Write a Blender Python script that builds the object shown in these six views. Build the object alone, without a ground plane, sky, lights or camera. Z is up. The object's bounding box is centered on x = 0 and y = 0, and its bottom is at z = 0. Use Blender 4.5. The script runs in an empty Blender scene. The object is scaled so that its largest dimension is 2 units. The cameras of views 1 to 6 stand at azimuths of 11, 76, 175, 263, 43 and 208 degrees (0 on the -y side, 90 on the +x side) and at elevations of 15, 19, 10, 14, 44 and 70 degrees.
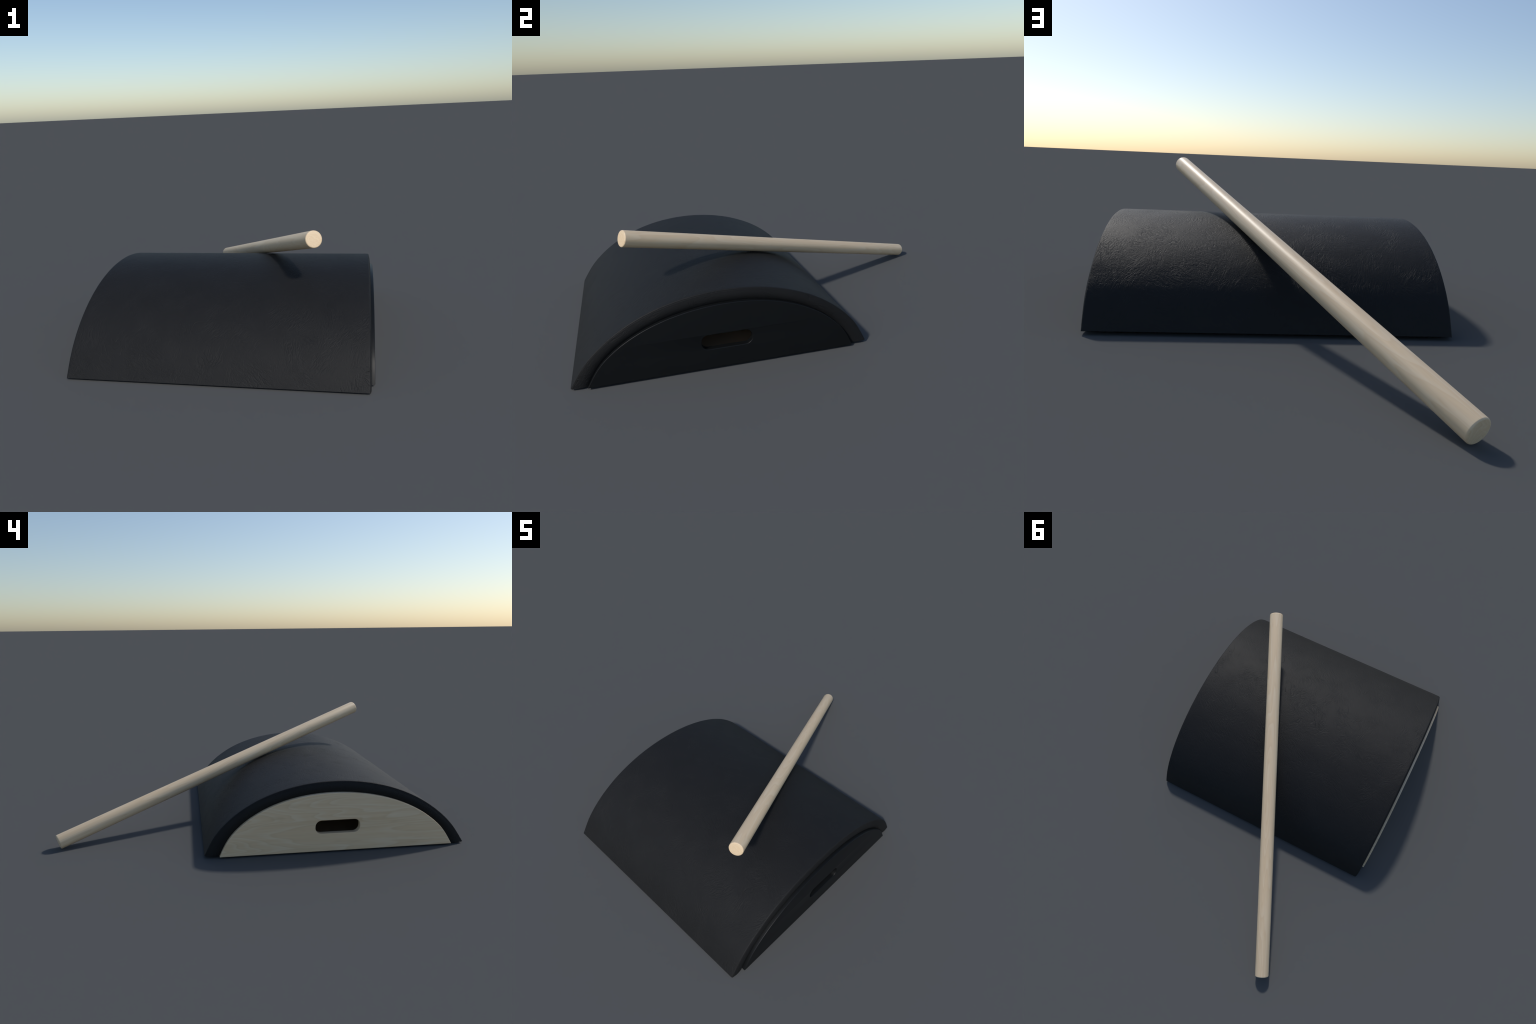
"""Padded half-barrel exercise arc with handle slots, and a round wooden pole leaning on it."""
import bpy, bmesh, math
from math import sin, cos, pi, radians
from mathutils import Vector, Matrix

# ------------------------------------------------------------------ sizes (metres)
HALF_CUSHION = 0.6262      # half length of the pad along x
HALF_PANEL = 0.6432        # outer face of the end panels along x
PANEL_THICK = 0.030
FLOOR_FRONT, FLOOR_BACK = 0.0062, 0.0105   # underside of the pad at -y and +y
PANEL_FLOOR = 0.0055

# Outer line of the pad in the y-z plane, front (-y) to back (+y)
PAD_LINE = [(-0.9985, 0.0062), (-0.9311, 0.1024), (-0.8481, 0.1805), (-0.7558, 0.2413),
            (-0.6588, 0.2862), (-0.5598, 0.3171), (-0.4600, 0.3355), (-0.3598, 0.3427),
            (-0.2590, 0.3392), (-0.1575, 0.3244), (-0.0556, 0.2966), (0.0448, 0.2535),
            (0.1395, 0.1922), (0.2211, 0.1108), (0.2785, 0.0105)]
# Outline of the wooden core and of the end panels
CORE_LINE = [(-0.9320, 0.0055), (-0.8750, 0.0930), (-0.7990, 0.1608), (-0.7137, 0.2115),
             (-0.6251, 0.2477), (-0.5361, 0.2720), (-0.4474, 0.2866), (-0.3588, 0.2930),
             (-0.2694, 0.2911), (-0.1787, 0.2798), (-0.0874, 0.2572), (0.0029, 0.2206),
             (0.0877, 0.1674), (0.1599, 0.0957), (0.2085, 0.0055)]
SLOT_CENTRE, SLOT_WIDTH, SLOT_HEIGHT, SLOT_RADIUS = (-0.3555, 0.1270), 0.217, 0.066, 0.0295

POLE_RADIUS, POLE_LENGTH, POLE_ROUND = 0.0362, 1.963, 0.0048
POLE_MID = Vector((-0.0014, 0.12715, 0.28945))
POLE_YAW, POLE_TILT = radians(24.95), radians(15.0)

# ------------------------------------------------------------------ helpers
def spline(points, per=10):
    """Catmull-Rom curve through the points (end tangents mirrored)."""
    p = [Vector(q) for q in points]
    p = [2 * p[0] - p[1] + (p[2] - 2 * p[1] + p[0]) * 0.6] + p + [2 * p[-1] - p[-2] + (p[-3] - 2 * p[-2] + p[-1]) * 0.6]
    out = []
    for i in range(1, len(p) - 2):
        a, b, c, d = p[i - 1], p[i], p[i + 1], p[i + 2]
        for k in range(per):
            t = k / per
            out.append(0.5 * (2 * b + (c - a) * t + (2 * a - 5 * b + 4 * c - d) * t * t + (3 * b - a - 3 * c + d) * t ** 3))
    out.append(p[-2].copy())
    return out

def normals(line):
    """Outward normal (to the left of travel, i.e. upward over the arch) at each point."""
    out = []
    for i in range(len(line)):
        t = line[min(i + 1, len(line) - 1)] - line[max(i - 1, 0)]
        t.normalize()
        out.append(Vector((-t.y, t.x)))
    return out

def finish(obj, parent, material, sharp=40):
    me = obj.data
    me.materials.clear()
    me.materials.append(material)
    for p in me.polygons:
        p.use_smooth = True
    me.set_sharp_from_angle(angle=radians(sharp))
    obj.parent = parent
    return obj

def mesh_object(name, verts, faces):
    me = bpy.data.meshes.new(name)
    me.from_pydata([tuple(v) for v in verts], [], faces)
    bm = bmesh.new(); bm.from_mesh(me)
    bmesh.ops.remove_doubles(bm, verts=bm.verts, dist=1e-6)
    bmesh.ops.recalc_face_normals(bm, faces=bm.faces)
    bm.to_mesh(me); bm.free()
    ob = bpy.data.objects.new(name, me)
    bpy.context.scene.collection.objects.link(ob)
    return ob

def rounded_slot(cy, cz, w, h, r, seg=10):
    pts = []
    for sy, sz, a0 in ((1, 1, 0), (-1, 1, 90), (-1, -1, 180), (1, -1, 270)):
        for k in range(seg + 1):
            a = radians(a0 + 90 * k / seg)
            pts.append((cy + sy * (w / 2 - r) + r * cos(a), cz + sz * (h / 2 - r) + r * sin(a)))
    return pts

# ------------------------------------------------------------------ materials
class Nodes:
    def __init__(self, name):
        self.mat = bpy.data.materials.new(name)
        self.mat.use_nodes = True
        self.t = self.mat.node_tree
        self.bsdf = self.t.nodes["Principled BSDF"]
        self.coord = self.t.nodes.new("ShaderNodeTexCoord").outputs["Object"]
    def put(self, value, socket):
        if hasattr(value, "is_linked") or hasattr(value, "links"):
            self.t.links.new(value, socket)
        else:
            socket.default_value = value
    def mapping(self, scale=(1, 1, 1), loc=(0, 0, 0), rot=(0, 0, 0), src=None):
        n = self.t.nodes.new("ShaderNodeMapping")
        n.inputs["Scale"].default_value = scale
        n.inputs["Location"].default_value = loc
        n.inputs["Rotation"].default_value = rot
        self.t.links.new(src or self.coord, n.inputs["Vector"])
        return n.outputs[0]
    def noise(self, vec, scale, detail=2, rough=0.5, distort=0.0, kind="FBM"):
        n = self.t.nodes.new("ShaderNodeTexNoise")
        n.noise_type = kind
        n.normalize = True if kind == "FBM" else n.normalize
        self.put(vec, n.inputs["Vector"])
        n.inputs["Scale"].default_value = scale
        n.inputs["Detail"].default_value = detail
        n.inputs["Roughness"].default_value = rough
        n.inputs["Distortion"].default_value = distort
        return n.outputs["Fac"], n.outputs["Color"]
    def math(self, op, a, b=0.0, c=0.0, clamp=False):
        n = self.t.nodes.new("ShaderNodeMath")
        n.operation = op; n.use_clamp = clamp
        for s, v in zip(n.inputs, (a, b, c)):
            self.put(v, s)
        return n.outputs[0]
    def vadd(self, a, b, scale):
        s = self.t.nodes.new("ShaderNodeVectorMath"); s.operation = "MULTIPLY_ADD"
        self.put(b, s.inputs[0]); s.inputs[1].default_value = (scale,) * 3; self.put(a, s.inputs[2])
        return s.outputs[0]
    def ramp(self, fac, stops):
        n = self.t.nodes.new("ShaderNodeValToRGB")
        e = n.color_ramp.elements
        while len(e) < len(stops):
            e.new(0.5)
        for el, (p, col) in zip(e, stops):
            el.position = p; el.color = (*col, 1)
        self.put(fac, n.inputs[0])
        return n.outputs[0]
    def mix(self, fac, a, b, mode="MIX"):
        n = self.t.nodes.new("ShaderNodeMix"); n.data_type = "RGBA"; n.blend_type = mode
        self.put(fac, n.inputs[0])
        for s, v in ((n.inputs[6], a), (n.inputs[7], b)):
            self.put((*v, 1) if isinstance(v, tuple) else v, s)
        return n.outputs[2]
    def bump(self, height, strength, distance, normal=None):
        n = self.t.nodes.new("ShaderNodeBump")
        self.put(height, n.inputs["Height"])
        n.inputs["Strength"].default_value = strength
        n.inputs["Distance"].default_value = distance
        if normal is not None:
            self.put(normal, n.inputs["Normal"])
        return n.outputs[0]
    def done(self, color, rough, spec=0.5, normal=None):
        self.put((*color, 1) if isinstance(color, tuple) else color, self.bsdf.inputs["Base Color"])
        self.put(rough, self.bsdf.inputs["Roughness"])
        self.bsdf.inputs["Specular IOR Level"].default_value = spec
        if normal is not None:
            self.put(normal, self.bsdf.inputs["Normal"])
        return self.mat

def leather():
    n = Nodes("black_leatherette")
    # unroll the arch: (along x, arc length, radius) so that the creases lie in the sheet
    sep = n.t.nodes.new("ShaderNodeSeparateXYZ")
    n.t.links.new(n.coord, sep.inputs[0])
    x, y, z = sep.outputs
    dy, dz = n.math("ADD", y, 0.36), n.math("ADD", z, 0.42)
    arc_len = n.math("MULTIPLY", n.math("ARCTAN2", dy, dz), 0.76)
    radius = n.math("SQRT", n.math("ADD", n.math("MULTIPLY", dy, dy), n.math("MULTIPLY", dz, dz)))
    com = n.t.nodes.new("ShaderNodeCombineXYZ")
    for v, k in zip((x, arc_len, radius), com.inputs):
        n.put(v, k)
    sheet = com.outputs[0]
    p = n.vadd(sheet, n.noise(sheet, 9.0, 2)[1], 0.045)
    def lines(vec, scale, width, distort=0.4):
        f = n.noise(vec, scale, 2.5, 0.5, distort)[0]
        d = n.math("ABSOLUTE", n.math("SUBTRACT", f, 0.5))
        return n.math("SUBTRACT", 1.0, n.math("MULTIPLY", d, width, clamp=True))
    def patch(loc, scale, cut, gain):
        f = n.noise(n.mapping(loc=loc, src=sheet), scale, 2)[0]
        return n.math("MULTIPLY", n.math("SUBTRACT", f, cut), gain, clamp=True)
    # bundles of near-parallel creases, in two directions, each in its own patches
    turn = lambda a: n.mapping(rot=(0, 0, a), src=p)
    run = (0.26, 1.0, 1.0)
    bundle_a = n.math("MULTIPLY", lines(n.mapping(run, src=turn(0.62)), 104, 9.0), patch((1, 2, 0), 7.0, 0.40, 4.0))
    bundle_b = n.math("MULTIPLY", lines(n.mapping(run, src=turn(-0.95)), 110, 9.0), patch((5, 1, 3), 8.0, 0.46, 5.0))
    bundle_c = n.math("MULTIPLY", lines(n.mapping(run, src=turn(1.7)), 106, 9.0), patch((8, 4, 7), 8.0, 0.48, 5.0))
    # a fine curly net everywhere, and a few long single creases
    net = lines(n.mapping((0.7, 1.0, 1.0), src=turn(0.3)), 95, 9.0, 0.9)
    long_crease = n.math("MULTIPLY", lines(n.mapping((0.6, 1.0, 1.0), src=turn(1.1)), 13, 60.0, 1.0), patch((2, 7, 7), 9.0, 0.52, 6.0))
    h = n.math("MAXIMUM", bundle_a, n.math("MAXIMUM", bundle_b, bundle_c))
    h = n.math("ADD", h, n.math("MULTIPLY", net, 0.22))
    h = n.math("ADD", h, n.math("MULTIPLY", long_crease, 1.2))
    grain = n.noise(sheet, 330, 2)[0]
    nrm = n.bump(n.math("MULTIPLY", h, -1.0), 0.82, 0.0009)
    nrm = n.bump(grain, 0.06, 0.0005, nrm)
    tone = n.noise(n.coord, 9, 3)[0]
    col = n.ramp(tone, [(0.3, (0.0122, 0.0122, 0.0124)), (0.7, (0.0140, 0.0140, 0.0142))])
    return n.done(col, 0.61, 0.225, nrm)

def wood(name, grain, across, dark, mid, pale, rough, seed):
    """Pale plain-sawn wood. `grain` is the index of the long axis, `across` the scale across it."""
    n = Nodes(name)
    s = [across] * 3; s[grain] = across * 0.11
    base = n.mapping(tuple(s), loc=(seed, seed * 0.7, seed * 1.3))
    field = n.noise(base, 1.0, 2.2, 0.45, 0.25)[0]
    rings = n.math("FRACT", n.math("MULTIPLY", field, 19.0))
    saw = n.ramp(rings, [(0.0, dark), (0.22, mid), (0.50, mid), (0.80, pale), (0.92, pale), (1.0, dark)])
    s2 = [across * 14] * 3; s2[grain] = across * 0.5
    streak = n.noise(n.mapping(tuple(s2), loc=(seed, 2, 5)), 1.0, 3, 0.6)[0]
    fibre = n.ramp(streak, [(0.30, dark), (0.5, mid), (0.72, pale)])
    broad = n.noise(n.mapping(tuple(v * 0.5 for v in s), loc=(9, seed, 1)), 1.0, 2)[0]
    plain = n.ramp(broad, [(0.35, mid), (0.65, pale)])
    col = n.mix(0.55, plain, saw)
    col = n.mix(0.33, col, fibre)
    s3 = [across * 9] * 3; s3[grain] = across * 1.3
    fleck = n.noise(n.mapping(tuple(s3), loc=(4, 4, seed)), 1.0, 1)[0]
    col = n.mix(n.math("MULTIPLY", n.math("SUBTRACT", fleck, 0.66), 4.0, clamp=True), col, dark)
    nrm = n.bump(streak, 0.06, 0.0006)
    return n.done(col, rough, 0.5, nrm)

LEATHER = leather()
POLE_WOOD = wood("pale_pole_wood", 2, 9.0, (0.74, 0.53, 0.32), (0.815, 0.61, 0.385), (0.87, 0.70, 0.49), 0.46, 3.1)
PANEL_WOOD = wood("pale_panel_wood", 1, 7.0, (0.71, 0.515, 0.31), (0.81, 0.60, 0.375), (0.875, 0.72, 0.52), 0.42, 7.4)

def plain(name, colour, rough, grain=300, amount=0.05):
    n = Nodes(name)
    f = n.noise(n.coord, grain, 3)[0]
    tone = n.noise(n.coord, 7, 2)[0]
    col = n.ramp(tone, [(0.3, tuple(v * 0.94 for v in colour)), (0.7, tuple(v * 1.06 for v in colour))])
    return n.done(col, rough, 0.25, n.bump(f, amount, 0.0005))

BLACK_LACQUER = plain("black_lacquer", (0.0068, 0.0077, 0.0084), 0.40)
INNER_WOOD = plain("raw_inner_wood", (0.66, 0.475, 0.29), 0.7, 120, 0.2)

# ------------------------------------------------------------------ arc
arc = bpy.data.objects.new("exercise_arc", None)
arc.location = (0, -0.36, 0)
bpy.context.scene.collection.objects.link(arc)
arc["label"] = "black padded half-barrel exercise arc with slotted end panels"
arc["category"] = "exercise equipment"

def under(obj, parent):
    obj.parent = parent
    obj.matrix_parent_inverse = Matrix.Identity(4)
    obj.location = (0, 0.36, 0) if parent is arc else (0, 0, 0)

pad = spline(PAD_LINE, 14)
pad_n = normals(pad)

def sweep(section, line, line_n):
    """Sweep (x, share of the roll) pairs along the arch: one row of vertices per line point."""
    rows = []
    for i, (q, nn) in enumerate(zip(line, line_n)):
        up = lift(i / (len(line) - 1))
        rows.append([Vector((x, q.x + nn.x * (up - o * (up + GROOVE)), q.y + nn.y * (up - o * (up + GROOVE))))
                     for x, o in section])
    return rows

def grid_faces(rows, cols, start=0):
    return [(start + r * cols + c, start + r * cols + c + 1, start + (r + 1) * cols + c + 1, start + (r + 1) * cols + c)
            for r in range(rows - 1) for c in range(cols - 1)]

# The stuffed cover stands proud of the sewn end line: most over the crown, hardly at the feet
LIFT = [(0.0, 0.0014), (0.12, 0.0032), (0.3, 0.0048), (0.5, 0.0044), (0.75, 0.0043), (0.92, 0.0026), (1.0, 0.0010)]
def lift(t):
    for (a, u), (b, w) in zip(LIFT, LIFT[1:]):
        if t <= b:
            k = (t - a) / (b - a)
            return u + (w - u) * k * k * (3 - 2 * k)
    return LIFT[-1][1]

# -- cover: the long sheet over the arch; it rolls into a shallow sewn groove at both ends
ROLL = 0.0062
GROOVE = 0.0020            # depth of the sewn groove below the end line
half = [(HALF_CUSHION - 0.0012 - ROLL + ROLL * sin(radians(10 * k)), 1 - cos(radians(10 * k))) for k in range(10)]
half.append((HALF_CUSHION - 0.0026, 1.10))
inner_x = [HALF_CUSHION - 0.0012 - ROLL - d for d in (0.02, 0.06, 0.12, 0.22, 0.34, 0.48)]
section = [(-x, o) for x, o in reversed(half)] + [(-x, 0.0) for x in inner_x] + [(x, 0.0) for x in reversed(inner_x)] + half
rows = sweep(section, pad, pad_n)
# tuck the lower hems under with a small round
def hem(row, nn, down):
    out = []
    for k, (dz, ins) in enumerate(((0.0, 0.0), (-0.0012, 0.0018), (-0.0018, 0.0045), (-0.0018, 0.02), (-0.0018, 0.05))):
        out.append([Vector((v.x, v.y - (1 if nn.x > 0 else -1) * ins, v.z + dz)) for v in row])
    return out
first, last = hem(rows[0], pad_n[0], 1), hem(rows[-1], pad_n[-1], 1)
rows = list(reversed(first[1:])) + [first[0]] + rows[1:-1] + [last[0]] + last[1:]
verts = [v for r in rows for v in r]
cushion = mesh_object("cushion", verts, grid_faces(len(rows), len(section)))
finish(cushion, arc, LEATHER, 60); under(cushion, arc)

# -- edge bands: the facing strips sewn on at both ends, rounded toward the groove
core = spline(CORE_LINE, 14)
core_n = normals(core)
BAND_DOME = {-1: 0.0048, 1: 0.0030}   # the facing strips are softly stuffed
def edge_band(sign):
    rows = []
    count = len(pad)
    for i in range(count):
        o, on, c, cn = pad[i], pad_n[i], core[i], core_n[i]
        if i in (0, count - 1):
            c = Vector((c.x, o.y))
        row = []
        # outer rounding, from the groove to the flat face
        for a in (0, 15, 30, 45, 60, 75, 90):
            t = radians(a)
            x = HALF_CUSHION - 0.0026 + 0.0026 * sin(t)
            off = 0.0019 + 0.0040 * (1 - cos(t))
            q = o - on * off
            if i in (0, count - 1):
                q = Vector((o.x - (1 if on.x > 0 else -1) * off, o.y))
            row.append(Vector((sign * x, q.x, q.y)))
        w0, w1 = Vector((row[-1].y, row[-1].z)), c + cn * 0.0006
        if i in (0, count - 1):
            w1 = Vector((c.x, o.y))
        for k in range(1, 11):
            t = k / 10
            q = w0.lerp(w1, t)
            sag = BAND_DOME[sign] * (1 - (2 * t - 1) ** 2) - 0.003 * t ** 4
            row.append(Vector((sign * (HALF_CUSHION + sag), q.x, q.y)))
        row.append(Vector((sign * (HALF_CUSHION - 0.03), row[-1].y, row[-1].z)))
        rows.append(row)
    cols = len(rows[0])
    # close the feet
    def foot(row):
        return [Vector((v.x - sign * (0.0 if k else 0.0), v.y, v.z - 0.0016)) for k, v in enumerate(row)], \
               [Vector((sign * (HALF_CUSHION - 0.03), v.y, v.z - 0.0016)) for v in row]
    a1, a2 = foot(rows[0]); b1, b2 = foot(rows[-1])
    rows = [a2, a1] + rows + [b1, b2]
    return mesh_object("edge_band", [v for r in rows for v in r], grid_faces(len(rows), cols))
for sign in (-1, 1):
    band = edge_band(sign)
    finish(band, cushion, LEATHER, 50); under(band, cushion)

# -- end panels with a handle slot, each a rounded-edge board
def panel(sign, material, round_edge=0.0026):
    cu = bpy.data.curves.new("end_panel_outline", "CURVE")
    cu.dimensions = "2D"; cu.fill_mode = "BOTH"
    cu.extrude = PANEL_THICK / 2 - round_edge
    cu.bevel_depth = round_edge; cu.bevel_resolution = 3; cu.offset = -round_edge
    outline = [(q.x, q.y) for q in core]
    for pts in (outline, rounded_slot(*SLOT_CENTRE, SLOT_WIDTH, SLOT_HEIGHT, SLOT_RADIUS)):
        sp = cu.splines.new("POLY")
        sp.points.add(len(pts) - 1)
        for p, (y, z) in zip(sp.points, pts):
            p.co = (y, z, 0, 1)
        sp.use_cyclic_u = True
    tmp = bpy.data.objects.new("tmp", cu)
    bpy.context.scene.collection.objects.link(tmp)
    dg = bpy.context.evaluated_depsgraph_get()
    me = bpy.data.meshes.new_from_object(tmp.evaluated_get(dg))
    bpy.data.objects.remove(tmp); bpy.data.curves.remove(cu)
    # local (y, z, thickness) -> world (x, y, z)
    mid = sign * (HALF_PANEL - PANEL_THICK / 2)
    for v in me.vertices:
        y, z, t = v.co
        v.co = (mid + t, y, z)
    me.name = "end_panel"
    bm = bmesh.new(); bm.from_mesh(me)
    bmesh.ops.remove_doubles(bm, verts=bm.verts, dist=1e-5)
    bmesh.ops.recalc_face_normals(bm, faces=bm.faces)
    bm.to_mesh(me); bm.free()
    ob = bpy.data.objects.new("end_panel", me)
    bpy.context.scene.collection.objects.link(ob)
    finish(ob, arc, material, 32); under(ob, arc)
panel(-1, PANEL_WOOD)
panel(1, BLACK_LACQUER)

# -- wooden core: closed body under the pad
xs = HALF_PANEL - PANEL_THICK - 0.0005
ring = [q - nn * 0.0015 for q, nn in zip(core, core_n)]
ring[0].y = ring[-1].y = PANEL_FLOOR + 0.002
n = len(ring)
vs = [Vector((-xs, q.x, q.y)) for q in ring] + [Vector((xs, q.x, q.y)) for q in ring]
frame = mesh_object("core_frame", vs, [(i, (i + 1) % n, n + (i + 1) % n, n + i) for i in range(n)])
finish(frame, arc, INNER_WOOD, 40); under(frame, arc)

# -- base board inside, a flat plank across the bottom
y0, y1, z0, z1 = ring[0].x + 0.012, ring[-1].x - 0.012, PANEL_FLOOR + 0.0025, 0.0288
corners = [Vector((sx * (xs - 0.001), y, z)) for sx in (-1, 1) for y in (y0, y1) for z in (z0, z1)]
board = mesh_object("base_board", corners, [(0, 1, 3, 2), (4, 6, 7, 5), (0, 4, 5, 1), (2, 3, 7, 6), (0, 2, 6, 4), (1, 5, 7, 3)])
finish(board, arc, INNER_WOOD, 40); under(board, arc)

# ------------------------------------------------------------------ pole
seg, prof = 96, []
for k in range(8):
    a = radians(90 * k / 7)
    prof.append((POLE_RADIUS - POLE_ROUND + POLE_ROUND * sin(a), POLE_ROUND * (1 - cos(a))))
rings = [(0.0, 0.0), (POLE_RADIUS * 0.5, 0.0)] + prof
rings += [(POLE_RADIUS, POLE_LENGTH * f) for f in (0.25, 0.5, 0.75)]
rings += [(r, POLE_LENGTH - z) for r, z in reversed([(0.0, 0.0), (POLE_RADIUS * 0.5, 0.0)] + prof)]
vs, fs = [], []
for r, z in rings:
    for s in range(seg):
        a = 2 * pi * s / seg
        vs.append(Vector((r * cos(a), r * sin(a), z)))
for i in range(len(rings) - 1):
    for s in range(seg):
        fs.append((i * seg + s, i * seg + (s + 1) % seg, (i + 1) * seg + (s + 1) % seg, (i + 1) * seg + s))
pole = mesh_object("wooden_pole", vs, fs)
bm = bmesh.new(); bm.from_mesh(pole.data)
bmesh.ops.dissolve_degenerate(bm, dist=1e-6, edges=bm.edges)
bm.to_mesh(pole.data); bm.free()
finish(pole, None, POLE_WOOD, 40)
axis = Vector((cos(POLE_TILT) * sin(POLE_YAW), -cos(POLE_TILT) * cos(POLE_YAW), sin(POLE_TILT)))
turn = axis.to_track_quat("Z", "Y")
pole.rotation_mode = "QUATERNION"
pole.rotation_quaternion = turn
foot = POLE_MID - axis * (POLE_LENGTH / 2)
low = min((turn @ v.co).z for v in pole.data.vertices)
far = max((turn @ v.co).y for v in pole.data.vertices)
pole.location = (foot.x, 1.0 - far, -low)
pole["label"] = "long round pale wooden pole leaning at a slant"
pole["category"] = "pole"
